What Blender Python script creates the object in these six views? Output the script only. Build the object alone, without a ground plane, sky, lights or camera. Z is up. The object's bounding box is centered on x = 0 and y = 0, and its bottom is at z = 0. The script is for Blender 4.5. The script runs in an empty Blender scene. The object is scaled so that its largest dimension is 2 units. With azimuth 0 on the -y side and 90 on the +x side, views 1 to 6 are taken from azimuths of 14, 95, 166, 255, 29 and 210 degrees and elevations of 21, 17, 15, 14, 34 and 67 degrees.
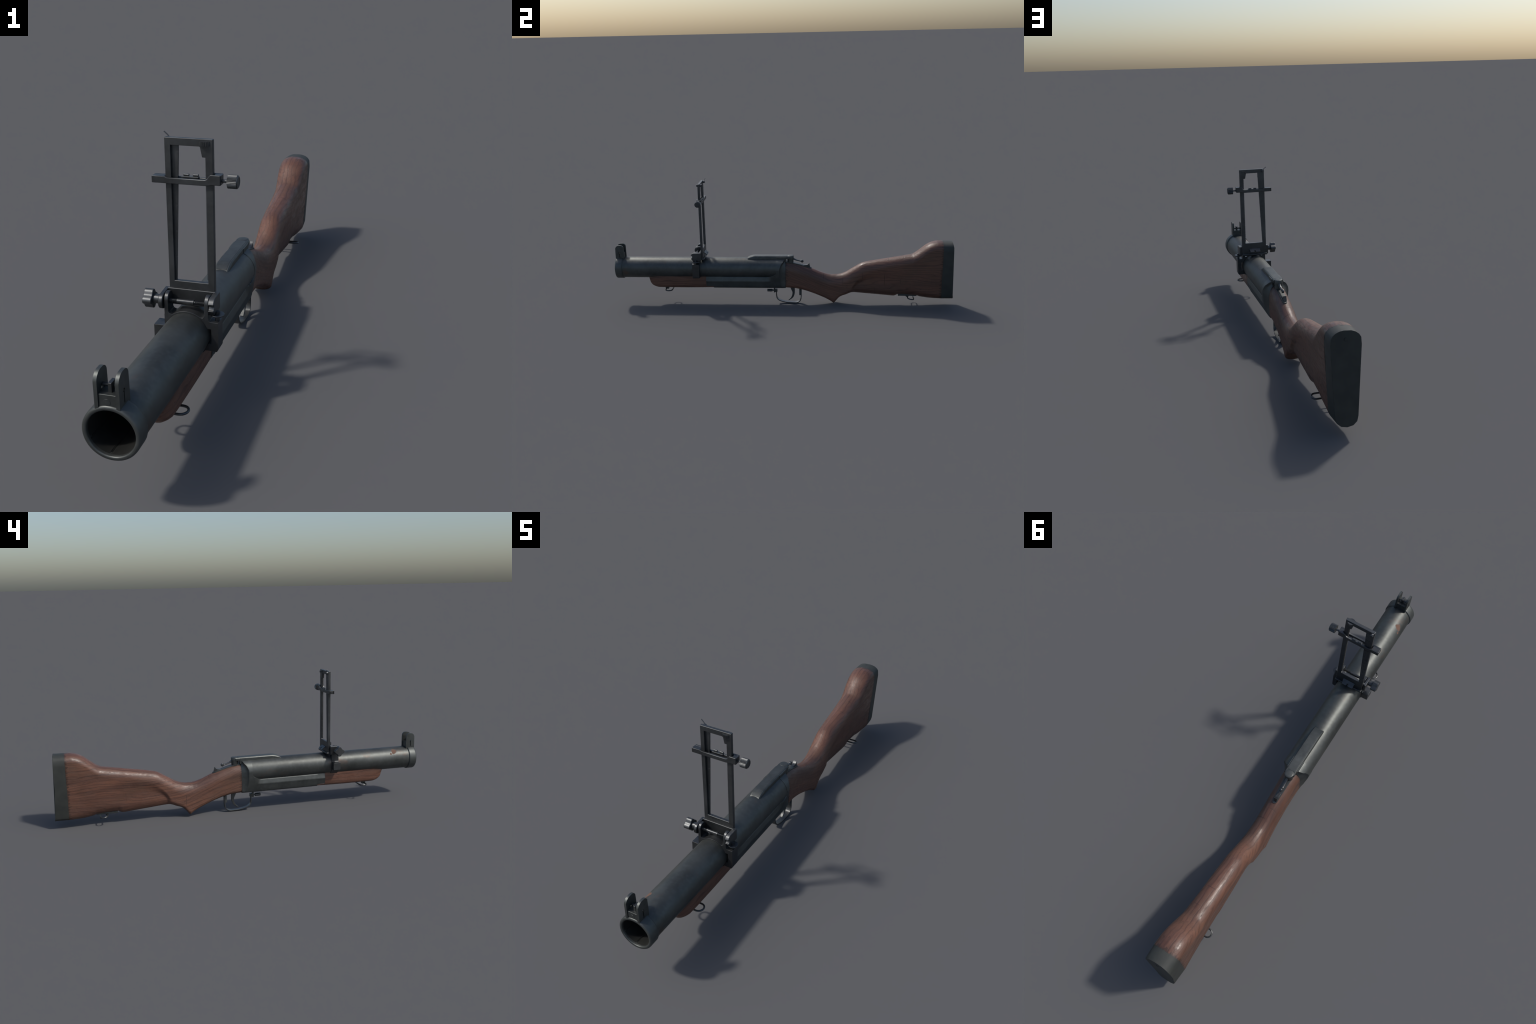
import bpy, bmesh, math
from mathutils import Vector, Matrix

XC = -0.0050            # the weapon's own mid plane (knobs on both sides make the box asymmetric)
BZ = 0.2206             # bore axis height
pi = math.pi

# ------------------------------------------------------------------ helpers
def lerp(a, b, t): return a + (b - a) * t
def sstep(a, b, x):
    if a == b: return 0.0 if x < a else 1.0
    t = max(0.0, min(1.0, (x - a) / (b - a)))
    return t * t * (3 - 2 * t)
def curve(table, x):
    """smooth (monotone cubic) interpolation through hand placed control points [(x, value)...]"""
    n = len(table)
    if x <= table[0][0]: return table[0][1]
    if x >= table[-1][0]: return table[-1][1]
    d = [(table[i+1][1]-table[i][1])/(table[i+1][0]-table[i][0]) for i in range(n-1)]
    m = [d[0]] + [0.0 if d[i-1]*d[i] <= 0 else 2*d[i-1]*d[i]/(d[i-1]+d[i]) for i in range(1, n-1)] + [d[-1]]
    for i in range(n-1):
        if x <= table[i+1][0]:
            h = table[i+1][0]-table[i][0]; t = (x-table[i][0])/h
            return ((2*t**3-3*t**2+1)*table[i][1] + (t**3-2*t**2+t)*h*m[i]
                    + (-2*t**3+3*t**2)*table[i+1][1] + (t**3-t**2)*h*m[i+1])
def linear(table, x):
    if x <= table[0][0]: return table[0][1]
    for (a, va), (b, vb) in zip(table, table[1:]):
        if x <= b: return lerp(va, vb, (x-a)/(b-a))
    return table[-1][1]

ROOT = bpy.data.objects.new("grenade_launcher", None)
bpy.context.scene.collection.objects.link(ROOT)
ROOT["label"] = "single-shot grenade launcher with wooden stock and raised ladder sight"
ROOT["category"] = "weapon"

def obj_from(name, verts, faces, mat, parent=None, bevel=0.0, seg=2, sharp=35, flat=False):
    me = bpy.data.meshes.new(name)
    me.from_pydata([tuple(v) for v in verts], [], faces)
    bm = bmesh.new(); bm.from_mesh(me)
    bmesh.ops.remove_doubles(bm, verts=bm.verts, dist=1e-6)
    bmesh.ops.recalc_face_normals(bm, faces=bm.faces)
    bm.to_mesh(me); bm.free()
    me.materials.append(mat)
    for p in me.polygons: p.use_smooth = not flat
    if not flat and bevel == 0: me.set_sharp_from_angle(angle=math.radians(sharp))
    ob = bpy.data.objects.new(name, me)
    bpy.context.scene.collection.objects.link(ob)
    ob.parent = parent or ROOT
    if bevel > 0:
        b = ob.modifiers.new("edge", 'BEVEL'); b.width = bevel; b.segments = seg
        b.limit_method = 'ANGLE'; b.angle_limit = math.radians(32); b.harden_normals = True
    return ob

def loft(rings, caps=True):
    n = len(rings[0]); V = []; F = []
    for r in rings: V += r
    for i in range(len(rings)-1):
        for j in range(n):
            k = (j+1) % n
            F.append((i*n+j, i*n+k, (i+1)*n+k, (i+1)*n+j))
    if caps:
        F.append(tuple(range(n))[::-1]); F.append(tuple((len(rings)-1)*n+j for j in range(n)))
    return V, F

def prism(outline, axis, a, b):
    """extrude a 2D outline: axis x -> (y,z), axis y -> (x,z), axis z -> (x,y)"""
    def P(p, t):
        return {'x': (t, p[0], p[1]), 'y': (p[0], t, p[1]), 'z': (p[0], p[1], t)}[axis]
    return loft([[P(p, a) for p in outline], [P(p, b) for p in outline]])

def box(x0, x1, y0, y1, z0, z1):
    return prism([(x0, z0), (x1, z0), (x1, z1), (x0, z1)], 'y', y0, y1)

def lathe(profile, axis, centre, seg=32):
    """profile [(t, r)...] turned round an axis line through centre"""
    rings = []
    for t, r in profile:
        ring = []
        for i in range(seg):
            c, s = math.cos(2*pi*i/seg)*r, math.sin(2*pi*i/seg)*r
            ring.append({'x': (t, centre[0]+c, centre[1]+s), 'y': (centre[0]+c, t, centre[1]+s),
                         'z': (centre[0]+c, centre[1]+s, t)}[axis])
        rings.append(ring)
    return loft(rings)

def sweep(path, section, side=Vector((1, 0, 0)), closed=False):
    """sweep a 2D section (u along side, v across) or a list of per-point sections along a 3D path"""
    P = [Vector(p) for p in path]; n = len(P); rings = []
    for i, p in enumerate(P):
        if closed: t = P[(i+1) % n] - P[i-1]
        else: t = P[min(i+1, n-1)] - P[max(i-1, 0)]
        t.normalize()
        s = (side - t*side.dot(t)); s.normalize(); w = t.cross(s)
        sec = section[i] if isinstance(section[0], list) else section
        rings.append([tuple(p + s*u + w*v) for u, v in sec])
    if closed:
        rings.append(rings[0]); return loft(rings, caps=False)
    return loft(rings)

def circ(r, n=12): return [(math.cos(2*pi*i/n)*r, math.sin(2*pi*i/n)*r) for i in range(n)]
def rect(w, h): return [(-w, -h), (w, -h), (w, h), (-w, h)]
def smooth_path(pts, n=8):
    """Catmull-Rom through points"""
    P = [Vector(p) for p in pts]; out = []
    for i in range(len(P)-1):
        p0 = P[max(i-1, 0)]; p1 = P[i]; p2 = P[i+1]; p3 = P[min(i+2, len(P)-1)]
        for k in range(n):
            t = k/n
            out.append(0.5*((2*p1)+(p2-p0)*t+(2*p0-5*p1+4*p2-p3)*t*t+(3*p1-p0-3*p2+p3)*t**3))
    out.append(P[-1]); return out
def join(*parts):
    V = []; F = []
    for v, f in parts:
        o = len(V); V += list(v); F += [tuple(i+o for i in q) for q in f]
    return V, F
def arc(cx, cy, r, a0, a1, n=8):
    return [(cx+r*math.cos(math.radians(lerp(a0, a1, i/n))), cy+r*math.sin(math.radians(lerp(a0, a1, i/n)))) for i in range(n+1)]

# ------------------------------------------------------------------ materials
def new_mat(name):
    m = bpy.data.materials.new(name); m.use_nodes = True
    nt = m.node_tree; nt.nodes.clear()
    out = nt.nodes.new('ShaderNodeOutputMaterial'); p = nt.nodes.new('ShaderNodeBsdfPrincipled')
    nt.links.new(p.outputs[0], out.inputs[0])
    tc = nt.nodes.new('ShaderNodeTexCoord')
    return m, nt, p, tc
def node(nt, kind, **kw):
    n = nt.nodes.new(kind)
    for k, v in kw.items():
        if k in n.inputs: n.inputs[k].default_value = v
        else: setattr(n, k, v)
    return n
def ramp(nt, src, stops):
    r = nt.nodes.new('ShaderNodeValToRGB')
    while len(r.color_ramp.elements) < len(stops): r.color_ramp.elements.new(0.5)
    for e, (pos, c) in zip(r.color_ramp.elements, stops):
        e.position = pos; e.color = (c, c, c, 1) if isinstance(c, float) else (*c, 1)
    nt.links.new(src, r.inputs[0]); return r.outputs[0]
def mix(nt, fac, a, b, mode='MIX'):
    n = nt.nodes.new('ShaderNodeMix'); n.data_type = 'RGBA'; n.blend_type = mode
    for s, v in ((n.inputs[0], fac), (n.inputs[6], a), (n.inputs[7], b)):
        if hasattr(v, 'links'): nt.links.new(v, s)
        elif isinstance(v, tuple): s.default_value = (*v, 1)
        else: s.default_value = v
    return n.outputs[2]
def math_n(nt, op, a, b=None, clamp=False):
    n = nt.nodes.new('ShaderNodeMath'); n.operation = op; n.use_clamp = clamp
    for s, v in zip(n.inputs, (a, b)):
        if v is None: continue
        if hasattr(v, 'links'): nt.links.new(v, s)
        else: s.default_value = v
    return n.outputs[0]
def mapped(nt, tc, scale=(1, 1, 1), loc=(0, 0, 0), rot=(0, 0, 0)):
    m = nt.nodes.new('ShaderNodeMapping')
    m.inputs['Scale'].default_value = scale; m.inputs['Location'].default_value = loc; m.inputs['Rotation'].default_value = rot
    nt.links.new(tc.outputs['Object'], m.inputs[0]); return m.outputs[0]
def noise(nt, vec, scale, detail=4, rough=0.55, dist=0.0):
    n = node(nt, 'ShaderNodeTexNoise', Scale=scale, Detail=detail, Roughness=rough, Distortion=dist)
    nt.links.new(vec, n.inputs['Vector']); return n.outputs[0]

def steel(name, base, rough, metallic=0.55, rust=None, rust_spread=0.0):
    m, nt, p, tc = new_mat(name)
    v = mapped(nt, tc)
    n1 = noise(nt, v, 9, 5); n2 = noise(nt, v, 60, 4)
    dark = tuple(c*0.78 for c in base); lite = tuple(c*1.22 for c in base)
    col = mix(nt, ramp(nt, n1, [(0.35, 0.0), (0.68, 1.0)]), dark, lite)
    col = mix(nt, ramp(nt, n2, [(0.45, 0.0), (0.75, 0.35)]), col, tuple(c*1.5 for c in base))
    r = math_n(nt, 'ADD', math_n(nt, 'MULTIPLY', math_n(nt, 'SUBTRACT', n1, 0.5), 0.22), rough, True)
    met = metallic
    if rust:
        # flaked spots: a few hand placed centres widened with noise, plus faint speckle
        mask = None
        for (cx, cy, cz), rad in rust:
            d = nt.nodes.new('ShaderNodeVectorMath'); d.operation = 'DISTANCE'
            nt.links.new(tc.outputs['Object'], d.inputs[0]); d.inputs[1].default_value = (cx, cy, cz)
            a = math_n(nt, 'SUBTRACT', 1.0, math_n(nt, 'DIVIDE', d.outputs['Value'], rad))
            mask = a if mask is None else math_n(nt, 'MAXIMUM', mask, a)
        wob = math_n(nt, 'MULTIPLY', math_n(nt, 'SUBTRACT', noise(nt, v, 46, 3), 0.5), 1.1)
        mk = ramp(nt, math_n(nt, 'ADD', mask, wob), [(0.26, 0.0), (0.40, 1.0)])
        faint = ramp(nt, noise(nt, mapped(nt, tc, (1, 0.6, 1), (3.1, 0, 1.7)), 14, 6, 0.65), [(0.56, 0.0), (0.72, 0.42)])
        col = mix(nt, faint, col, (0.16, 0.085, 0.055))
        col = mix(nt, mk, col, (0.140, 0.076, 0.052))
        met = math_n(nt, 'MULTIPLY', math_n(nt, 'SUBTRACT', 1.0, mk), metallic)
        nt.links.new(met, p.inputs['Metallic'])
        r = math_n(nt, 'ADD', r, math_n(nt, 'MULTIPLY', mk, 0.35), True)
    else:
        p.inputs['Metallic'].default_value = metallic
    nt.links.new(col, p.inputs['Base Color']); nt.links.new(r, p.inputs['Roughness'])
    b = node(nt, 'ShaderNodeBump', Strength=0.05, Distance=0.001)
    nt.links.new(noise(nt, v, 420, 2), b.inputs['Height']); nt.links.new(b.outputs[0], p.inputs['Normal'])
    return m

STEEL = steel("blued_steel", (0.092, 0.099, 0.096), 0.48, 0.76)
POLISHED = steel("polished_steel", (0.086, 0.090, 0.092), 0.38, 0.80)
BARREL = steel("worn_barrel_steel", (0.092, 0.098, 0.094), 0.49, 0.76, rust=[((-0.0480, -0.8676, 0.2619), 0.0235), ((-0.0535, -0.846, 0.253), 0.010)])
SIGHT = steel("sight_steel", (0.080, 0.084, 0.087), 0.40, 0.78)
DARK = steel("bore_steel", (0.030, 0.031, 0.029), 0.55, 0.4)

def wood_mat():
    m, nt, p, tc = new_mat("oiled_walnut")
    # grain space: z follows the wrist as it drops to the grip, then runs level through the butt
    sep = nt.nodes.new('ShaderNodeSeparateXYZ'); nt.links.new(tc.outputs['Object'], sep.inputs[0])
    sm = nt.nodes.new('ShaderNodeMath'); sm.operation = 'SMOOTH_MIN'; nt.links.new(sep.outputs['Y'], sm.inputs[0])
    sm.inputs[1].default_value = 0.33; sm.inputs[2].default_value = 0.16
    sm2 = nt.nodes.new('ShaderNodeMath'); sm2.operation = 'SMOOTH_MAX'; nt.links.new(sm.outputs[0], sm2.inputs[0])
    sm2.inputs[1].default_value = 0.0; sm2.inputs[2].default_value = 0.05
    zz = math_n(nt, 'ADD', sep.outputs['Z'], math_n(nt, 'MULTIPLY', sm2.outputs[0], 0.42))
    grain = nt.nodes.new('ShaderNodeCombineXYZ')
    for k, src in (('X', sep.outputs['X']), ('Y', sep.outputs['Y']), ('Z', zz)): nt.links.new(src, grain.inputs[k])
    def gmap(scale, loc=(0, 0, 0)):
        m_ = nt.nodes.new('ShaderNodeMapping'); m_.inputs['Scale'].default_value = scale; m_.inputs['Location'].default_value = loc
        nt.links.new(grain.outputs[0], m_.inputs[0]); return m_.outputs[0]
    def bands(vec_scale, axis, warp_amp, seed):
        wn = node(nt, 'ShaderNodeTexNoise', Scale=1.0, Detail=3, Roughness=0.5)
        nt.links.new(gmap((9, 2.2, 9), (seed, seed, 0)), wn.inputs['Vector'])
        va = nt.nodes.new('ShaderNodeVectorMath'); va.operation = 'MULTIPLY_ADD'
        nt.links.new(wn.outputs['Color'], va.inputs[0]); va.inputs[1].default_value = (warp_amp, 0.0, warp_amp)
        nt.links.new(gmap(vec_scale), va.inputs[2])
        w = node(nt, 'ShaderNodeTexWave', Scale=17.5, Distortion=0.8, Detail=2.0)
        w.bands_direction = axis; w.wave_profile = 'SAW'; w.inputs['Detail Scale'].default_value = 1.0
        nt.links.new(va.outputs[0], w.inputs['Vector']); return w.outputs[0]
    side_w = bands((0.3, 0.02, 1.0), 'Z', 0.125, 0.0)       # flanks: lines run with the wrist, then level
    top_w = bands((1.0, 0.05, 0.0), 'X', 0.085, 5.0)        # crown: streaks along the length
    geo = nt.nodes.new('ShaderNodeNewGeometry'); ns = nt.nodes.new('ShaderNodeSeparateXYZ'); nt.links.new(geo.outputs['Normal'], ns.inputs[0])
    up = ramp(nt, math_n(nt, 'ABSOLUTE', ns.outputs['Z']), [(0.55, 0.0), (0.75, 1.0)])
    def line_of(src): return ramp(nt, src, [(0.0, 0.10), (0.60, 0.0), (0.84, 0.55), (0.93, 1.0), (1.0, 0.10)])
    line = mix(nt, up, line_of(side_w), line_of(top_w))
    fib = noise(nt, gmap((90, 4.0, 90)), 2.2, 5, 0.6)
    big = noise(nt, mapped(nt, tc, (2.2, 1.3, 2.2)), 3.0, 4)
    base = mix(nt, ramp(nt, big, [(0.32, 0.0), (0.68, 1.0)]), (0.117, 0.054, 0.036), (0.168, 0.078, 0.050))
    olive = noise(nt, mapped(nt, tc, (2.0, 1.0, 2.0), (4, 2, 1)), 5.0, 5, 0.6)
    base = mix(nt, ramp(nt, olive, [(0.46, 0.0), (0.66, 0.65)]), base, (0.108, 0.062, 0.041))
    streak = ramp(nt, noise(nt, gmap((26, 1.1, 26), (6, 1, 3)), 1.0, 4, 0.6, 0.6), [(0.50, 0.0), (0.68, 0.60)])
    base = mix(nt, streak, base, (0.066, 0.034, 0.026))
    soft = ramp(nt, noise(nt, gmap((22, 1.6, 22), (1, 0, 2)), 1.0, 3), [(0.30, 0.25), (0.62, 0.85)])
    col = mix(nt, math_n(nt, 'MULTIPLY', line, soft), base, (0.042, 0.021, 0.017))
    col = mix(nt, ramp(nt, fib, [(0.46, 0.0), (0.66, 0.32)]), col, (0.066, 0.032, 0.023))
    # dents and dirt in the pores
    pore = noise(nt, mapped(nt, tc, (160, 22, 160)), 1.0, 2, 0.5)
    pk = ramp(nt, pore, [(0.68, 0.0), (0.76, 0.7)])
    col = mix(nt, pk, col, (0.03, 0.016, 0.012))
    # short knife scratches across the grain
    sc = ramp(nt, noise(nt, mapped(nt, tc, (6, 150, 6), (0, 0, 0), (0.35, 0, 0.2)), 1.0, 1, 0.3), [(0.765, 0.0), (0.785, 0.8)])
    col = mix(nt, sc, col, (0.035, 0.018, 0.014)); pk = math_n(nt, 'MAXIMUM', pk, sc)
    # dirt and chipped fibres where the wood meets steel and rubber
    d1 = math_n(nt, 'MULTIPLY', math_n(nt, 'ABSOLUTE', math_n(nt, 'SUBTRACT', sep.outputs['Y'], 0.0190)), 45.0)
    d2 = math_n(nt, 'MULTIPLY', math_n(nt, 'ABSOLUTE', math_n(nt, 'SUBTRACT', sep.outputs['Y'], 0.9265)), 45.0)
    near = math_n(nt, 'SUBTRACT', 1.0, math_n(nt, 'MINIMUM', d1, d2), True)
    chip = noise(nt, gmap((130, 12, 130)), 1.0, 3, 0.6)
    ck = ramp(nt, math_n(nt, 'ADD', chip, math_n(nt, 'MULTIPLY', near, 0.34)), [(0.72, 0.0), (0.80, 0.75)])
    col = mix(nt, ck, col, (0.035, 0.020, 0.015))
    nt.links.new(col, p.inputs['Base Color'])
    worn = noise(nt, mapped(nt, tc, (1, 0.5, 1), (7, 3, 2)), 38, 5, 0.65)
    dent = noise(nt, mapped(nt, tc, (1, 0.7, 1), (2, 9, 4)), 70, 3, 0.55)
    r = math_n(nt, 'ADD', ramp(nt, worn, [(0.34, 0.31), (0.66, 0.58)]), math_n(nt, 'MULTIPLY', pk, 0.2), True)
    nt.links.new(r, p.inputs['Roughness'])
    b = node(nt, 'ShaderNodeBump', Strength=0.35, Distance=0.0016)
    h = math_n(nt, 'SUBTRACT', math_n(nt, 'ADD', math_n(nt, 'MULTIPLY', fib, -0.7), math_n(nt, 'MULTIPLY', dent, 1.6)), math_n(nt, 'ADD', pk, math_n(nt, 'MULTIPLY', line, 0.35)))
    nt.links.new(h, b.inputs['Height']); nt.links.new(b.outputs[0], p.inputs['Normal'])
    return m
WOOD = wood_mat()

def rubber_mat():
    m, nt, p, tc = new_mat("butt_rubber")
    v = mapped(nt, tc)
    n = noise(nt, v, 22, 5)
    col = mix(nt, ramp(nt, n, [(0.35, 0.0), (0.7, 1.0)]), (0.026, 0.029, 0.026), (0.038, 0.041, 0.036))
    col = mix(nt, ramp(nt, noise(nt, v, 11, 3), [(0.68, 0.0), (0.76, 0.4)]), col, (0.056, 0.048, 0.028))
    nt.links.new(col, p.inputs['Base Color']); p.inputs['Roughness'].default_value = 0.62
    b = node(nt, 'ShaderNodeBump', Strength=0.15, Distance=0.001)
    nt.links.new(noise(nt, v, 240, 3), b.inputs['Height']); nt.links.new(b.outputs[0], p.inputs['Normal'])
    return m
RUBBER = rubber_mat()

# ------------------------------------------------------------------ barrel
def ring_y(y, r, n=64): return [(XC+math.cos(2*pi*i/n)*r, y, BZ+math.sin(2*pi*i/n)*r) for i in range(n)]
NB = 96
rings = [ring_y(y, r, NB) for y, r in [(-0.962, 0.0560), (-0.962, 0.0622), (-0.04, 0.0624), (-0.034, 0.0615), (-0.034, 0.0)]]
V, F = loft(rings, caps=False)
obj_from("barrel", V, F, BARREL)
# muzzle ring with rounded lip
prof = [(-0.985, 0.0552), (-0.9970, 0.0554), (-0.9992, 0.0566), (-1.0, 0.0585), (-1.0, 0.0618), (-0.9988, 0.0645), (-0.9965, 0.0664), (-0.992, 0.0670),
        (-0.966, 0.0670), (-0.9600, 0.0670), (-0.9575, 0.0660), (-0.9565, 0.0622)]
V, F = loft([ring_y(y, r, NB) for y, r in prof], caps=False)
obj_from("muzzle_ring", V, F, STEEL, sharp=60)
# rifled bore: six raised lands with narrow grooves, slow twist
def bore_r(a, y):
    t = ((a - y*1.1)*6/(2*pi)) % 1.0
    return 0.0548 + 0.0020*(sstep(0.465, 0.475, t) - sstep(0.525, 0.535, t))
rings = []
NR = 480
for k in range(25):
    y = lerp(-0.9915, -0.05, k/24)
    rings.append([(XC+math.cos(2*pi*i/NR)*bore_r(2*pi*i/NR-pi/2+pi/6-0.95, y), y, BZ+math.sin(2*pi*i/NR)*bore_r(2*pi*i/NR-pi/2+pi/6-0.95, y)) for i in range(NR)])
rings.append([(XC, -0.05, BZ)]*NR)
V, F = loft(rings, caps=False)
obj_from("rifled_bore", V, F, DARK)

# ------------------------------------------------------------------ front sight
FS = bpy.data.objects.new("front_sight", None); bpy.context.scene.collection.objects.link(FS); FS.parent = ROOT
ear_out = [(-0.9990, 0.277), (-0.948, 0.277), (-0.9490, 0.338)] + arc(-0.9675, 0.3425, 0.0185, 0, 90, 8)[1:] + arc(-0.9755, 0.3375, 0.0235, 90, 180, 10)[:-1] + [(-0.9990, 0.334)]
def cut(ob, V, F):
    c = obj_from("cutter", V, F, STEEL); c.hide_render = True; c.hide_viewport = False
    b = ob.modifiers.new("cut", 'BOOLEAN'); b.object = c; b.solver = 'EXACT'
    bpy.context.view_layer.update()
    dg = bpy.context.evaluated_depsgraph_get()
    me = bpy.data.meshes.new_from_object(ob.evaluated_get(dg)); old = ob.data
    ob.modifiers.clear(); ob.data = me; me.name = old.name
    bpy.data.objects.remove(c, do_unlink=True)
    for p in me.polygons: p.use_smooth = True
def add_bevel(ob, w, seg=2):
    b = ob.modifiers.new("edge", 'BEVEL'); b.width = w; b.segments = seg; b.limit_method = 'ANGLE'
    b.angle_limit = math.radians(35); b.harden_normals = True
for s in (-1, 1):
    xo, xi = XC-0.0030+s*0.0285, XC-0.0030+s*0.0200
    V, F = prism(ear_out, 'x', min(xo, xi), max(xo, xi))
    e = obj_from("sight_ear", V, F, STEEL, FS)
    key = [(-0.9770, 0.287), (-0.9730, 0.287), (-0.9730, 0.3130)] + arc(-0.975, 0.3165, 0.0046, -60, 240, 10) + [(-0.9770, 0.3130)]
    V, F = prism(key, 'x', XC-0.05 if s < 0 else XC+0.01, XC-0.01 if s < 0 else XC+0.05)
    cut(e, V, F); add_bevel(e, 0.0030, 3)
V, F = prism([(XC-0.023, 0.277), (XC+0.020, 0.277), (XC+0.020, 0.3125), (XC-0.023, 0.3125)], 'y', -0.9965, -0.952)
obj_from("sight_block", V, F, STEEL, FS, 0.0012)
V, F = lathe([(-0.9972, 0.0078), (-0.9965, 0.0082), (-0.990, 0.0082)], 'y', (-0.0092, 0.2945), 24)
obj_from("sight_screw", V, F, STEEL, FS)
V, F = box(XC-0.0050, XC+0.0035, -0.9860, -0.9640, 0.310, 0.3345)
obj_from("sight_post", V, F, SIGHT, FS, 0.001)
V, F = lathe([(XC-0.022, 0.0045), (XC+0.019, 0.0045)], 'x', (-0.9720, 0.3225), 16)
obj_from("sight_pin", V, F, SIGHT, FS)

# ------------------------------------------------------------------ wooden fore end
WB = [(-0.801, 0.150), (-0.7995, 0.133), (-0.795, 0.122), (-0.778, 0.1080), (-0.742, 0.0995), (-0.60, 0.0990), (-0.34, 0.1030)]
WW = [(-0.801, 0.0220), (-0.7985, 0.0275), (-0.785, 0.0330), (-0.770, 0.0380), (-0.743, 0.0440), (-0.70, 0.0455), (-0.45, 0.0460), (-0.34, 0.0460)]
def fore_ring(y):
    zb = curve(WB, y); w = curve(WW, y); zt = 0.178
    half = []
    for k in range(15):
        a = pi/2*k/14
        u = math.sin(a)**(2/3.0); v = 1-math.cos(a)**(2/3.0)
        half.append((w*0.97*u if k < 14 else w*0.97, zb + min(0.030, zt-zb-0.004)*v))
    half += [(w, 0.1475), (lerp(w, 0.0445, 0.5), 0.163), (min(w, 0.0445), zt), (w*0.6, zt+0.004)]
    # let into the steel: the wings cover the upper half, the floor covers the rest further back
    if y > -0.453: half = [(x*0.93 if z > 0.116 else x, z) for x, z in half]
    if y > -0.409: half = [(x*0.88, max(z, 0.108)) for x, z in half]
    return [(XC+x, y, z) for x, z in half] + [(XC-x, y, z) for x, z in half[::-1][:-1]]
ys = [-0.801, -0.8003, -0.7995, -0.7975, -0.794, -0.788, -0.78, -0.77, -0.76, -0.745, -0.72] + [lerp(-0.70, -0.455, i/12) for i in range(13)] + [-0.4535, -0.4525, -0.43, -0.4095, -0.4085, -0.36]
V, F = loft([fore_ring(y) for y in ys])
obj_from("fore_end", V, F, WOOD, sharp=50)

# ------------------------------------------------------------------ receiver
def rec_full(z):
    """half width of the full breech section at height z"""
    if z >= BZ: return math.sqrt(max(0.0, 0.0634**2-(z-BZ)**2))
    return curve([(0.1025, 0.030), (0.1045, 0.0370), (0.109, 0.0410), (0.118, 0.0445), (0.150, 0.0515), (0.185, 0.0590), (BZ, 0.0634)], z)
def rec_tray(z):
    return linear([(0.1025, 0.030), (0.1040, 0.0360), (0.107, 0.0400), (0.112, 0.0428), (0.120, 0.0448), (0.1445, 0.0492), (0.1475, 0.0505), (0.1505, 0.0505), (0.154, 0.0495), (0.168, 0.0462), (0.1765, 0.0442)], z)
def rec_rear(z):
    if z > 0.19: return 0.041*math.sqrt(max(0.0, 1-((z-0.19)/0.080)**2))
    return curve([(0.1025, 0.029), (0.1045, 0.0355), (0.109, 0.0390), (0.12, 0.0405), (0.19, 0.0405)], z)
TRAY_TOP = [(-0.46, 0.1765), (-0.095, 0.1765), (-0.075, 0.1795), (-0.058, 0.188), (-0.046, 0.1965), (-0.0385, 0.2010)]
def scoop_start(z): return curve([(0.098, 0.004), (0.12, -0.006), (0.15, -0.013), (0.18, -0.016), (0.225, -0.0155), (0.25, -0.008), (0.265, 0.004), (0.275, 0.012), (0.284, 0.018)], z)
def rec_ring(y):
    zs = [0.1025] + [lerp(0.1025, 0.118, (i/8)**1.3) for i in range(1, 9)] + [lerp(0.118, BZ, i/24) for i in range(1, 25)] + [BZ+0.0632*math.sin(pi/2*i/16) for i in range(1, 17)]
    half = []
    for z in zs:
        if y <= -0.0375:
            zt = curve(TRAY_TOP, y)
            k = sstep(-0.088, -0.050, y)
            w = lerp(rec_tray(min(z, 0.180)), rec_full(z), k)
            if z > zt:
                w = math.sqrt(max(0.0, 0.0600**2-(z-BZ)**2)); 
                if z > BZ: w = 0.0600; 
            zz = min(z, zt+0.0006*(z-zt)) if z > zt else z
            if z > zt: w = min(w, math.sqrt(max(0.0, 0.0612**2-(zz-BZ)**2)))*max(0.0, 1-(z-zt)/(0.284-zt))**0.5
            half.append((w, zz))
        else:
            s = 0.0; y0 = scoop_start(z)
            if y > y0: s = min(1.0, (y-y0)/max(1e-4, 0.0185-y0))**0.6
            w = lerp(rec_full(z), rec_rear(z), s)
            half.append((w, z))
    half = [(0.0, zs[0])] + half
    return [(XC+x, y, z) for x, z in half] + [(XC-x, y, z) for x, z in half[::-1][:-1]]
# upper wings reach further forward than the floor: two lofts meet in one part
ys = [-0.4105] + [lerp(-0.40, -0.11, i/12) for i in range(13)] + [lerp(-0.105, -0.0375, i/18) for i in range(19)] + [-0.0372] + [lerp(-0.034, 0.0185, i/22) for i in range(23)]
V, F = loft([rec_ring(y) for y in ys])
REC = obj_from("receiver", V, F, STEEL, sharp=40)
# side wings in front of the receiver floor (steel let into the wood)
for s in (-1, 1):
    out = [(XC+s*rec_tray(z)+s*0+0.0006, z) for z in (0.117, 0.130, 0.1445, 0.1475, 0.1505, 0.154, 0.168, 0.1765)] + [(XC+s*0.040, 0.1765), (XC+s*0.036, 0.117)]
    V, F = prism(out, 'y', -0.4545, -0.356)
    obj_from("receiver_wing", V, F, STEEL, REC, 0.0008)
    V, F = lathe([(XC+s*0.0400, 0.0050), (XC+s*0.0447, 0.0050), (XC+s*0.0451, 0.0042)], 'x', (-0.352, 0.1235), 20)
    obj_from("hinge_pin", V, F, STEEL, REC)

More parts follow.
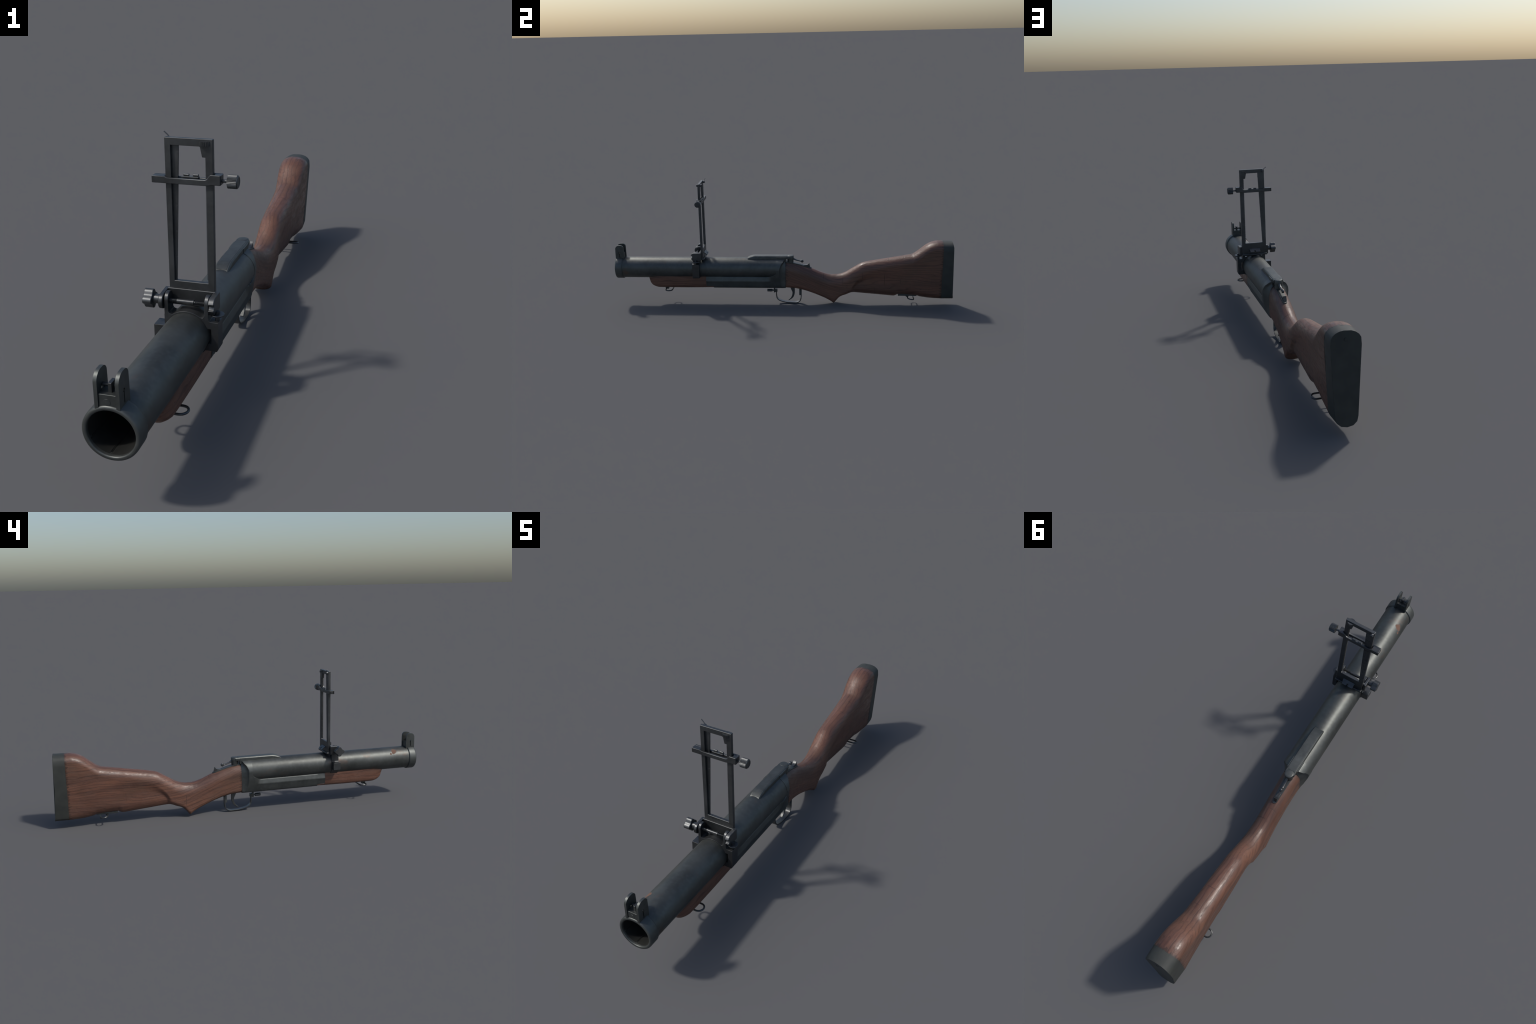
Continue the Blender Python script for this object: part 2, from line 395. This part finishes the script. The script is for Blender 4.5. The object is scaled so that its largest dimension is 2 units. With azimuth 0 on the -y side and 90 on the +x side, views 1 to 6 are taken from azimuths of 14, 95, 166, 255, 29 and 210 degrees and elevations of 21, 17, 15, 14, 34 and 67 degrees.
# top strap: ramped rib, cap, tang
strap = [(-0.214, 0.2765), (-0.205, 0.2835), (-0.190, 0.2905), (-0.172, 0.2955), (-0.160, 0.2970), (0.047, 0.2970), (0.047, 0.2830), (0.024, 0.2810), (0.022, 0.262), (-0.214, 0.262)]
def strap_ring(x, top, inset):
    return [(x, y+(inset if y < 0 else 0), z-top if z > 0.284 else z) for y, z in strap]
V, F = loft([strap_ring(XC-0.0235, 0.0045, 0.006), strap_ring(XC-0.0200, 0.0, 0.0), strap_ring(XC+0.0200, 0.0, 0.0), strap_ring(XC+0.0235, 0.0045, 0.006)])
TOP = obj_from("top_strap", V, F, STEEL, REC, 0.0008)
V, F = prism([(y, z+0.0008) for y, z in strap[1:5]]+[(0.030, 0.2978), (0.030, 0.290), (-0.190, 0.285)], 'x', XC-0.0165, XC+0.0165)
obj_from("strap_panel", V, F, STEEL, TOP, 0.0006)
for s in (-1, 1):
    V, F = box(XC+s*0.0235-0.0022, XC+s*0.0235+0.0022, -0.0355, 0.022, 0.276, 0.2935)
    obj_from("strap_cheek", V, F, STEEL, TOP, 0.0008)
V, F = lathe([(0.250, 0.0175), (0.262, 0.0180), (0.280, 0.0192), (0.2962, 0.0196), (0.2974, 0.0188), (0.2976, 0.0165), (0.2982, 0.0160), (0.2984, 0.0150)], 'z', (XC, 0.0470), 40)
obj_from("latch_cap", V, F, STEEL, REC, sharp=50)
lev = smooth_path([(XC, 0.056, 0.284), (XC-0.0005, 0.066, 0.2765), (XC-0.0015, 0.080, 0.2690), (XC-0.0025, 0.098, 0.2640), (XC-0.003, 0.108, 0.2625)], 5)
secs = [[(u*0.0062, v*curve([(0, 0.0095), (0.25, 0.0055), (0.6, 0.0038), (0.85, 0.0042), (1, 0.006)], i/(len(lev)-1))) for u, v in circ(1.0, 16)] for i in range(len(lev))]
V, F = sweep(lev, secs)
ball = lathe([(XC-0.0085, 0.0050), (XC-0.0080, 0.0072), (XC-0.0065, 0.0084), (XC+0.0005, 0.0084), (XC+0.0020, 0.0072), (XC+0.0025, 0.0050)], 'x', (0.1160, 0.2610), 20)
obj_from("latch_lever", *join((V, F), ball), POLISHED, REC, sharp=60)
tang = [(0.020, 0.2635), (0.050, 0.2580), (0.085, 0.2500), (0.120, 0.2400), (0.150, 0.2312), (0.166, 0.2258), (0.1715, 0.2236)]
tw = [(0.02, 0.0165), (0.06, 0.0150), (0.12, 0.0125), (0.160, 0.0105), (0.167, 0.0080), (0.1715, 0.0030)]
V, F = loft([[(XC-curve(tw, y), y, z-0.012), (XC+curve(tw, y), y, z-0.012), (XC+curve(tw, y), y, z), (XC-curve(tw, y), y, z)]
             for y, z in [(lerp(0.02, 0.1715, (i/24)**0.8), curve(tang, lerp(0.02, 0.1715, (i/24)**0.8))) for i in range(25)]])
obj_from("tang", V, F, STEEL, REC, 0.0008)
spur = [(0.118, 0.2385), (0.132, 0.2395), (0.143, 0.2405), (0.151, 0.2440), (0.157, 0.2515), (0.1585, 0.2515), (0.1590, 0.2435), (0.162, 0.2340), (0.1635, 0.2230), (0.118, 0.2300)]
V, F = prism(spur, 'x', XC-0.0085, XC+0.0065)
obj_from("safety_catch", V, F, POLISHED, REC, 0.001)

# ------------------------------------------------------------------ trigger group
gp = smooth_path([(XC, -0.0385, 0.0860), (XC, -0.0390, 0.0550), (XC, -0.0360, 0.0330), (XC, -0.0240, 0.0190), (XC, -0.0020, 0.0105), (XC, 0.025, 0.0050),
                  (XC, 0.052, 0.0031), (XC, 0.078, 0.0034), (XC, 0.096, 0.0090), (XC, 0.1055, 0.0210), (XC, 0.1090, 0.0400), (XC, 0.1100, 0.0860)], 6)
V, F = sweep(gp, [rect(lerp(0.0085, 0.0125, sstep(0, 0.35, i/(len(gp)-1))), 0.0027) for i in range(len(gp))])
GUARD = obj_from("trigger_guard", V, F, POLISHED, bevel=0.0012)
V, F = join(box(XC-0.008, XC+0.008, -0.0545, -0.0465, 0.0660, 0.1040), box(XC-0.010, XC+0.010, -0.0470, -0.0335, 0.0690, 0.0870))
obj_from("guard_lug", V, F, STEEL, GUARD, 0.001)
V, F = lathe([(-0.0940, 0.0070), (-0.0925, 0.0085), (-0.0650, 0.0085), (-0.0630, 0.0080), (-0.0628, 0.0045), (-0.0540, 0.0045)], 'y', (XC, 0.0780), 20)
obj_from("guard_screw", V, F, POLISHED, GUARD)
V, F = box(XC-0.010, XC+0.010, 0.0975, 0.1075, 0.0500, 0.0960)
obj_from("guard_lug", V, F, STEEL, GUARD, 0.0015)
tp = smooth_path([(XC, 0.0560, 0.1060), (XC, 0.0600, 0.0900), (XC, 0.0640, 0.0680), (XC, 0.0610, 0.0480), (XC, 0.0515, 0.0315), (XC, 0.0330, 0.0170)], 6)
V, F = sweep(tp, [rect(0.0062, curve([(0, 0.0150), (0.2, 0.0115), (0.4, 0.0072), (0.65, 0.0058), (0.9, 0.0034), (1, 0.0018)], i/(len(tp)-1))) for i in range(len(tp))])
obj_from("trigger", V, F, POLISHED, bevel=0.0018)

# ------------------------------------------------------------------ stock
ST = [(0.0185, 0.2605), (0.06, 0.2540), (0.10, 0.2430), (0.170, 0.2200), (0.2274, 0.1965), (0.262, 0.1850), (0.290, 0.1808), (0.315, 0.1808), (0.338, 0.1842),
      (0.370, 0.1950), (0.400, 0.2130), (0.427, 0.2300), (0.448, 0.2435), (0.466, 0.2530), (0.490, 0.2600), (0.53, 0.2675), (0.65, 0.2880), (0.735, 0.3035), (0.757, 0.3080), (0.775, 0.3185),
      (0.792, 0.3305), (0.812, 0.3465), (0.831, 0.3615), (0.848, 0.3720), (0.864, 0.3790), (0.882, 0.3842), (0.900, 0.3872), (0.927, 0.3870)]
SB = [(0.0185, 0.1020), (0.07, 0.0985), (0.100, 0.0930), (0.140, 0.0825), (0.177, 0.0695), (0.21, 0.0565), (0.243, 0.0420), (0.270, 0.0285), (0.290, 0.0165), (0.302, 0.0080), (0.309, 0.0130),
      (0.322, 0.0290), (0.336, 0.0445), (0.350, 0.0530), (0.375, 0.0615), (0.395, 0.0695), (0.408, 0.0730), (0.425, 0.0720), (0.505, 0.0650), (0.60, 0.0570), (0.655, 0.0525), (0.667, 0.0560),
      (0.680, 0.0620), (0.70, 0.0620), (0.770, 0.0575), (0.789, 0.0560), (0.805, 0.0505), (0.826, 0.0465), (0.85, 0.0430), (0.880, 0.0405), (0.927, 0.0392)]
WU = [(0.0185, 0.0410), (0.10, 0.0395), (0.20, 0.0400), (0.30, 0.0430), (0.40, 0.0455), (0.47, 0.0455), (0.55, 0.0460), (0.65, 0.0475), (0.75, 0.0515), (0.80, 0.0535), (0.85, 0.0560), (0.90, 0.0580), (0.927, 0.0585)]
WL = [(0.0185, 0.0405), (0.10, 0.0395), (0.20, 0.0405), (0.30, 0.0440), (0.335, 0.0420), (0.375, 0.0380), (0.41, 0.0340), (0.45, 0.0345), (0.55, 0.0375), (0.70, 0.0405), (0.80, 0.0420), (0.87, 0.0435), (0.927, 0.0455)]
GZ = [(0.33, 0.020), (0.375, 0.055), (0.40, 0.085), (0.427, 0.130), (0.46, 0.160), (0.50, 0.180), (0.56, 0.195), (0.62, 0.200), (0.75, 0.195), (0.927, 0.195)]
GD = [(0.33, 0.012), (0.40, 0.016), (0.43, 0.018), (0.50, 0.025), (0.60, 0.050), (0.75, 0.120), (0.927, 0.150)]
RT = [(0.0185, 0.060), (0.15, 0.056), (0.30, 0.060), (0.42, 0.060), (0.55, 0.052), (0.75, 0.048), (0.85, 0.044), (0.927, 0.042)]
RB = [(0.0185, 0.024), (0.20, 0.026), (0.29, 0.026), (0.34, 0.026), (0.45, 0.044), (0.65, 0.052), (0.85, 0.048), (0.927, 0.036)]
def stock_half(y, grow=0.0):
    zt, zb = curve(ST, y)+grow, curve(SB, y)-grow
    rt, rb = curve(RT, y), curve(RB, y)
    wu, wl, gz, gd = curve(WU, y)+grow, curve(WL, y)+grow, curve(GZ, y), curve(GD, y)
    eb = lerp(2.6, 2.2, sstep(0.34, 0.45, y))
    et = lerp(2.1, 2.3, sstep(0.8, 0.92, y))
    half = []
    def w(z): return lerp(wl, wu, sstep(gz-gd, gz+gd, z))
    for k in range(13):
        a = pi/2*k/12
        half.append((w(zb+rb)*math.sin(a)**(2/eb), zb+rb*(1-math.cos(a)**(2/eb))))
    for k in range(1, 24):
        z = lerp(zb+rb, zt-rt, k/24); half.append((w(z), z))
    for k in range(21):
        a = pi/2*k/20
        z = zt-rt+rt*math.sin(a)**(2/et)
        half.append((w(min(z, zt-rt*0.3))*max(0.0, math.cos(a))**(2/et), z))
    return half
def stock_ring(y):
    h = stock_half(y)
    return [(XC+x, y, z) for x, z in h] + [(XC-x, y, z) for x, z in h[::-1][1:-1]]
ys = []
y = 0.0192
while y < 0.9255:
    ys.append(y); y += 0.004
ys += [0.9280]
V, F = loft([stock_ring(y) for y in ys])
obj_from("stock", V, F, WOOD, sharp=70)

# ------------------------------------------------------------------ butt pad
BACK = [(0.0385, 1.0000), (0.060, 0.9965), (0.100, 0.9920), (0.16, 0.9885), (0.22, 0.9870), (0.30, 0.9868), (0.355, 0.9866), (0.375, 0.9840), (0.395, 0.9780)]
def pad_ring(t):
    h = stock_half(0.927, 0.0002)
    zt, zb = h[-1][1], h[0][1]
    out = []
    # coarse facets as the moulded pad has
    def at(i): return h[i]
    keep = [0, 4, 8, 12, 24, 35, 40, 44, 48, 52, 55]
    pts = [h[min(i, len(h)-1)] for i in keep]
    for x, z in pts:
        yf = 0.9262 + 0.002*(1-(z-zb)/(zt-zb)); yb = curve(BACK, z)
        nar = 1.0 - (0.035 + 0.06*(1-(z-zb)/(zt-zb)))*t
        out.append((x*nar, lerp(yf, yb, t), z))
    return [(XC+x, y, z) for x, y, z in out] + [(XC-x, y, z) for x, y, z in out[::-1][1:-1]]
V, F = loft([pad_ring(t) for t in (0.0, 0.33, 0.66, 1.0)])
PAD = obj_from("butt_pad", V, F, RUBBER, bevel=0.0)
PAD.data.set_sharp_from_angle(angle=math.radians(28))
for z, y in ((0.3560, 0.9858), (0.0715, 0.9950)):
    V, F = lathe([(y-0.006, 0.0062), (y+0.0008, 0.0062), (y+0.0012, 0.0050)], 'y', (XC, z), 20)
    obj_from("pad_screw", V, F, RUBBER, PAD)

# ------------------------------------------------------------------ sling swivels
def swivel(name, y0, y1, z, drop, half):
    ym = (y0+y1)/2; r = abs(y1-y0)/2
    path = [(XC+half-r+r*math.cos(math.radians(a)), ym+r*math.sin(math.radians(a)), z) for a in range(-90, 91, 15)]
    path += [(XC-half+r+r*math.cos(math.radians(a)), ym+r*math.sin(math.radians(a)), z) for a in range(90, 271, 15)]
    path = [(x, y, zz - drop*(y-y0)/(y1-y0)) for x, y, zz in path]
    return sweep(path, circ(0.0036, 10), Vector((0, 0, 1)), closed=True)
V, F = swivel("fore", -0.704, -0.664, 0.0895, 0.0, 0.0560)
SW = obj_from("sling_swivel", V, F, POLISHED)
V, F = join(box(XC-0.010, XC+0.010, -0.712, -0.692, 0.0850, 0.1000))
obj_from("swivel_mount", V, F, STEEL, SW, 0.002)
V, F = swivel("butt", 0.736, 0.771, 0.0500, 0.006, 0.0560)
SW2 = obj_from("sling_swivel", V, F, POLISHED)
V, F = join(box(XC-0.016, XC+0.016, 0.682, 0.790, 0.0535, 0.0640), box(XC-0.010, XC+0.010, 0.728, 0.744, 0.0460, 0.0560))
obj_from("swivel_mount", V, F, STEEL, SW2, 0.0015)

# ------------------------------------------------------------------ ladder sight
LS = bpy.data.objects.new("ladder_sight", None); bpy.context.scene.collection.objects.link(LS); LS.parent = ROOT
Y0, Y1 = -0.527, -0.487         # clamp front and back
def barrel_arc(r, a0, a1, n=14): return [(XC+r*math.cos(math.radians(lerp(a0, a1, i/n))), BZ+r*math.sin(math.radians(lerp(a0, a1, i/n)))) for i in range(n+1)]
# clamp: strap round the barrel, two lugs, saddle between two ears
outer = ([(-0.0660, 0.2740)] + arc(-0.0480, 0.2820, 0.0060, 180, 262, 4)
         + barrel_arc(0.0668, 126, 54, 12) + arc(0.0385, 0.2800, 0.0060, 278, 360, 4) + [(0.0565, 0.2740)]
         + [(0.0580, 0.2660), (0.0620, 0.2640), (0.0835, 0.2640), (0.0835, 0.1870), (0.0790, 0.1785), (0.0560, 0.1800)]
         + barrel_arc(0.0660, -38, -142, 16) + [(-0.0690, 0.1990), (-0.0970, 0.2010), (-0.0970, 0.2400), (-0.0700, 0.2400), (-0.0660, 0.2440)])
inner = barrel_arc(0.0626, 0, 360, 48)[:-1]
V, F = prism(outer, 'y', Y0, Y1)
cl = obj_from("sight_clamp", V, F, SIGHT, LS)
V, F = loft([[(x, y, z) for x, z in inner] for y in (Y0-0.02, Y1+0.02)]); cut(cl, V, F)
pocket = [(0.0640, 0.2440), (0.0640, 0.2000), (0.0500, 0.2000), (0.0500, 0.2440)]
V, F = prism(pocket, 'y', Y0-0.02, Y1+0.02); cut(cl, V, F); add_bevel(cl, 0.0018, 3)
ear = [(-0.5272, 0.2640), (-0.4868, 0.2640), (-0.4868, 0.3100)] + arc(-0.5070, 0.3125, 0.0202, 0, 180, 12) + [(-0.5272, 0.3100)]
for xa, xb in ((-0.0661, -0.0545), (0.0450, 0.0566)):
    V, F = prism(ear, 'x', xa, xb); obj_from("clamp_ear", V, F, SIGHT, LS, 0.0022, 3)
# hinge yoke: back plate with forward side cheeks
cheek = [(-0.4740, 0.3320), (-0.5120, 0.3290)] + arc(-0.5150, 0.3070, 0.0215, 90, 270, 10) + [(-0.4740, 0.2850)]
V, F = prism([(y, z) for y, z in cheek], 'x', -0.0800, -0.0680); YK = obj_from("sight_yoke", *join((V, F)), SIGHT, LS, 0.0024, 3)
rc = [(-0.4740, 0.3320), (-0.5200, 0.3310), (-0.5300, 0.3250), (-0.5350, 0.3170), (-0.5280, 0.3150), (-0.5260, 0.3080), (-0.5290, 0.3010), (-0.5350, 0.2990), (-0.5280, 0.2890), (-0.5230, 0.2840), (-0.4740, 0.2850)]
V, F = prism(rc, 'x', 0.0580, 0.0735); obj_from("yoke_cheek", V, F, SIGHT, YK, 0.0018)
V, F = box(-0.0700, 0.0640, -0.4860, -0.4765, 0.2860, 0.3330); obj_from("yoke_plate", V, F, SIGHT, YK, 0.002)
V, F = box(-0.0700, 0.0620, -0.4770, -0.4560, 0.2850, 0.2955); obj_from("yoke_flange", V, F, SIGHT, YK, 0.003)
# hinge spindle with threads and star knob
sp = [(-0.0560, 0.0042)]
x = -0.0530
while x < -0.0365:
    sp += [(x, 0.0042), (x+0.0011, 0.0062), (x+0.0014, 0.0062)]; x += 0.0030
sp += [(-0.0350, 0.0040), (-0.0345, 0.0064), (0.0100, 0.0064), (0.0105, 0.0072), (0.0125, 0.0072), (0.0130, 0.0040)]
x = 0.0150
while x < 0.0440:
    sp += [(x, 0.0042), (x+0.0011, 0.0062), (x+0.0014, 0.0062)]; x += 0.0030
sp += [(0.0480, 0.0042)]
HZ, HY = 0.3085, -0.511
V, F = lathe(sp, 'x', (HY, HZ), 18); obj_from("hinge_spindle", V, F, SIGHT, LS)
V, F = lathe([(-0.1000, 0.0130), (-0.0800, 0.0130)], 'x', (HY, HZ), 24); KN = obj_from("star_knob", V, F, SIGHT, LS)
star = [(HY+(0.0235+0.0038*math.cos(4*a))*math.cos(a), HZ+(0.0235+0.0038*math.cos(4*a))*math.sin(a)) for a in [2*pi*i/64+0.0 for i in range(64)]]
V, F = prism(star, 'x', -0.1245, -0.0990); obj_from("knob_head", V, F, SIGHT, KN, 0.0022, 3)
# elevation spring screw on the right lug
V, F = lathe([(0.255, 0.0062), (0.2780, 0.0062), (0.2782, 0.0185), (0.2810, 0.0190), (0.2825, 0.0182), (0.2826, 0.0060), (0.2900, 0.0060)], 'z', (0.0760, -0.507), 32)
obj_from("elevation_screw", V, F, SIGHT, LS)

# ladder leaf
FY0, FY1 = -0.4770, -0.4640
LEAF = bpy.data.objects.new("ladder_leaf", None); bpy.context.scene.collection.objects.link(LEAF); LEAF.parent = LS
def frame_outline():
    return ([(-0.0680, 0.7380), (-0.0675, 0.2900), (0.0605, 0.2900), (0.0600, 0.7380)],
            [(-0.0520, 0.7185), (-0.0525, 0.3520), (0.0415, 0.3520), (0.0400, 0.6915), (0.0310, 0.6915), (0.0255, 0.7185)])
def ringed(outer, inner_bits, y0, y1, name, bevel):
    V, F = prism(outer, 'y', y0, y1); o = obj_from(name, V, F, SIGHT, LEAF)
    V, F = prism(inner_bits, 'y', y0-0.02, y1+0.02); cut(o, V, F); add_bevel(o, bevel); return o
fo, fi = frame_outline()
ringed(fo, fi, FY0, FY1, "leaf_frame", 0.0018)
# tapered range scale on the left post, graduation lines as shallow ribs
V, F = prism([(-0.0540, 0.7200), (-0.0330, 0.7200), (-0.0485, 0.3500), (-0.0540, 0.3500)], 'y', -0.4690, -0.4630)
SC = obj_from("range_scale", V, F, SIGHT, LEAF, 0.0008)
for i in range(14):
    z = lerp(0.395, 0.700, i/13)
    xr = lerp(-0.0485, -0.0330, (z-0.35)/0.37)
    V, F = box(xr-(0.022 if i % 3 == 0 else 0.014), xr-0.0006, -0.4632, -0.4624, z-0.0007, z+0.0007)
    obj_from("scale_mark", V, F, SIGHT, SC)
    if i % 3 == 1:
        V, F = box(xr-0.004, xr+0.0004, -0.4710, -0.4688, z-0.002, z+0.002); obj_from("scale_stop", V, F, SIGHT, SC)
# rack teeth on the inner edge of the right post
T = []
for i in range(92):
    z = lerp(0.362, 0.688, i/91)
    T.append(box(0.0388, 0.0420, -0.4740, -0.4660, z-0.0009, z+0.0009))
rk = obj_from("rack_teeth", *join(*T), SIGHT, LEAF); rk["kind"] = "stuff"
# thumb wheel at the upper right, screw and spring wire at the upper left
NK = 40
def knurl_ring(r, deep, n=NK): 
    return [((r if i % 2 else r-deep)*math.cos(pi*i/n), (r if i % 2 else r-deep)*math.sin(pi*i/n)) for i in range(2*n)]
kr = knurl_ring(0.0160, 0.0013, 24)
V, F = prism([(0.0385+a, -0.4705+b) for a, b in kr], 'z', 0.7215, 0.7325); obj_from("thumb_wheel", V, F, SIGHT, LEAF)
V, F = lathe([(-0.4650, 0.0068), (-0.4545, 0.0068), (-0.4530, 0.0055)], 'y', (-0.0600, 0.7290), 18); obj_from("leaf_screw", V, F, SIGHT, LEAF)
V, F = sweep([(-0.0590, -0.4560, 0.7310), (-0.0650, -0.4550, 0.7390), (-0.0760, -0.4535, 0.7480)], circ(0.0016, 8)); obj_from("spring_wire", V, F, SIGHT, LEAF)
# folded battle sight tab on the back of the leaf
tab = [(-0.0310, 0.0), (-0.0075, 0.0), (-0.0075, -0.0100), (-0.0005, -0.0100), (-0.0005, 0.0), (0.0210, 0.0), (0.0235, -0.0250), (-0.0330, -0.0250)]
a = math.radians(52)
V, F = loft([[(x, -0.4430+math.sin(a)*v-t*math.cos(a), 0.3080-math.cos(a)*v-t*math.sin(a)) for x, v in tab] for t in (0.0, 0.0040)])
obj_from("battle_sight", V, F, SIGHT, LEAF, 0.0006)

# sliding cross bar
SL = bpy.data.objects.new("sight_slider", None); bpy.context.scene.collection.objects.link(SL); SL.parent = LS
bar = [(-0.1030, 0.6205), (-0.1030, 0.6390), (-0.0680, 0.6390), (-0.0620, 0.6360), (0.0385, 0.6360), (0.0450, 0.6385), (0.0500, 0.6460), (0.0540, 0.6500), (0.0805, 0.6500), (0.0805, 0.6235), (0.0560, 0.6235), (0.0400, 0.6205)]
V, F = prism(bar, 'y', -0.4850, -0.4772); obj_from("slider_bar", V, F, SIGHT, SL, 0.0018)
V, F = prism(bar, 'y', -0.4638, -0.4565); obj_from("slider_bar", V, F, SIGHT, SL, 0.0018)
V, F = box(-0.1030, -0.0705, -0.4830, -0.4580, 0.6210, 0.6385); obj_from("slider_end", V, F, SIGHT, SL, 0.0015)
V, F = box(0.0625, 0.0815, -0.4835, -0.4575, 0.6240, 0.6495); obj_from("slider_end", V, F, SIGHT, SL, 0.0015)
V, F = lathe([(0.0800, 0.0042), (0.0990, 0.0042)], 'x', (-0.4705, 0.6335), 14); K2 = obj_from("slider_knob", V, F, SIGHT, SL)
kk = knurl_ring(0.0178, 0.0012, 30)
V, F = prism([(-0.4705+a, 0.6335+b) for a, b in kk], 'x', 0.0975, 0.1215); obj_from("knurled_head", V, F, SIGHT, K2)
V, F = lathe([(0.1200, 0.0166), (0.1232, 0.0160), (0.1245, 0.0142), (0.1245, 0.0112), (0.1238, 0.0108), (0.1238, 0.001)], 'x', (-0.4705, 0.6335), 28); obj_from("knob_face", V, F, SIGHT, K2)
V, F = box(-0.0250, 0.0180, -0.4700, -0.4575, 0.6345, 0.6385); obj_from("aperture_base", V, F, SIGHT, SL, 0.001)
for x0, x1 in ((-0.0240, -0.0090), (0.0015, 0.0165)):
    V, F = lathe([(x0, 0.0025), (x0+0.001, 0.0034), (x1-0.001, 0.0034), (x1, 0.0025)], 'x', (-0.4610, 0.6410), 14); obj_from("aperture_blade", V, F, SIGHT, SL)
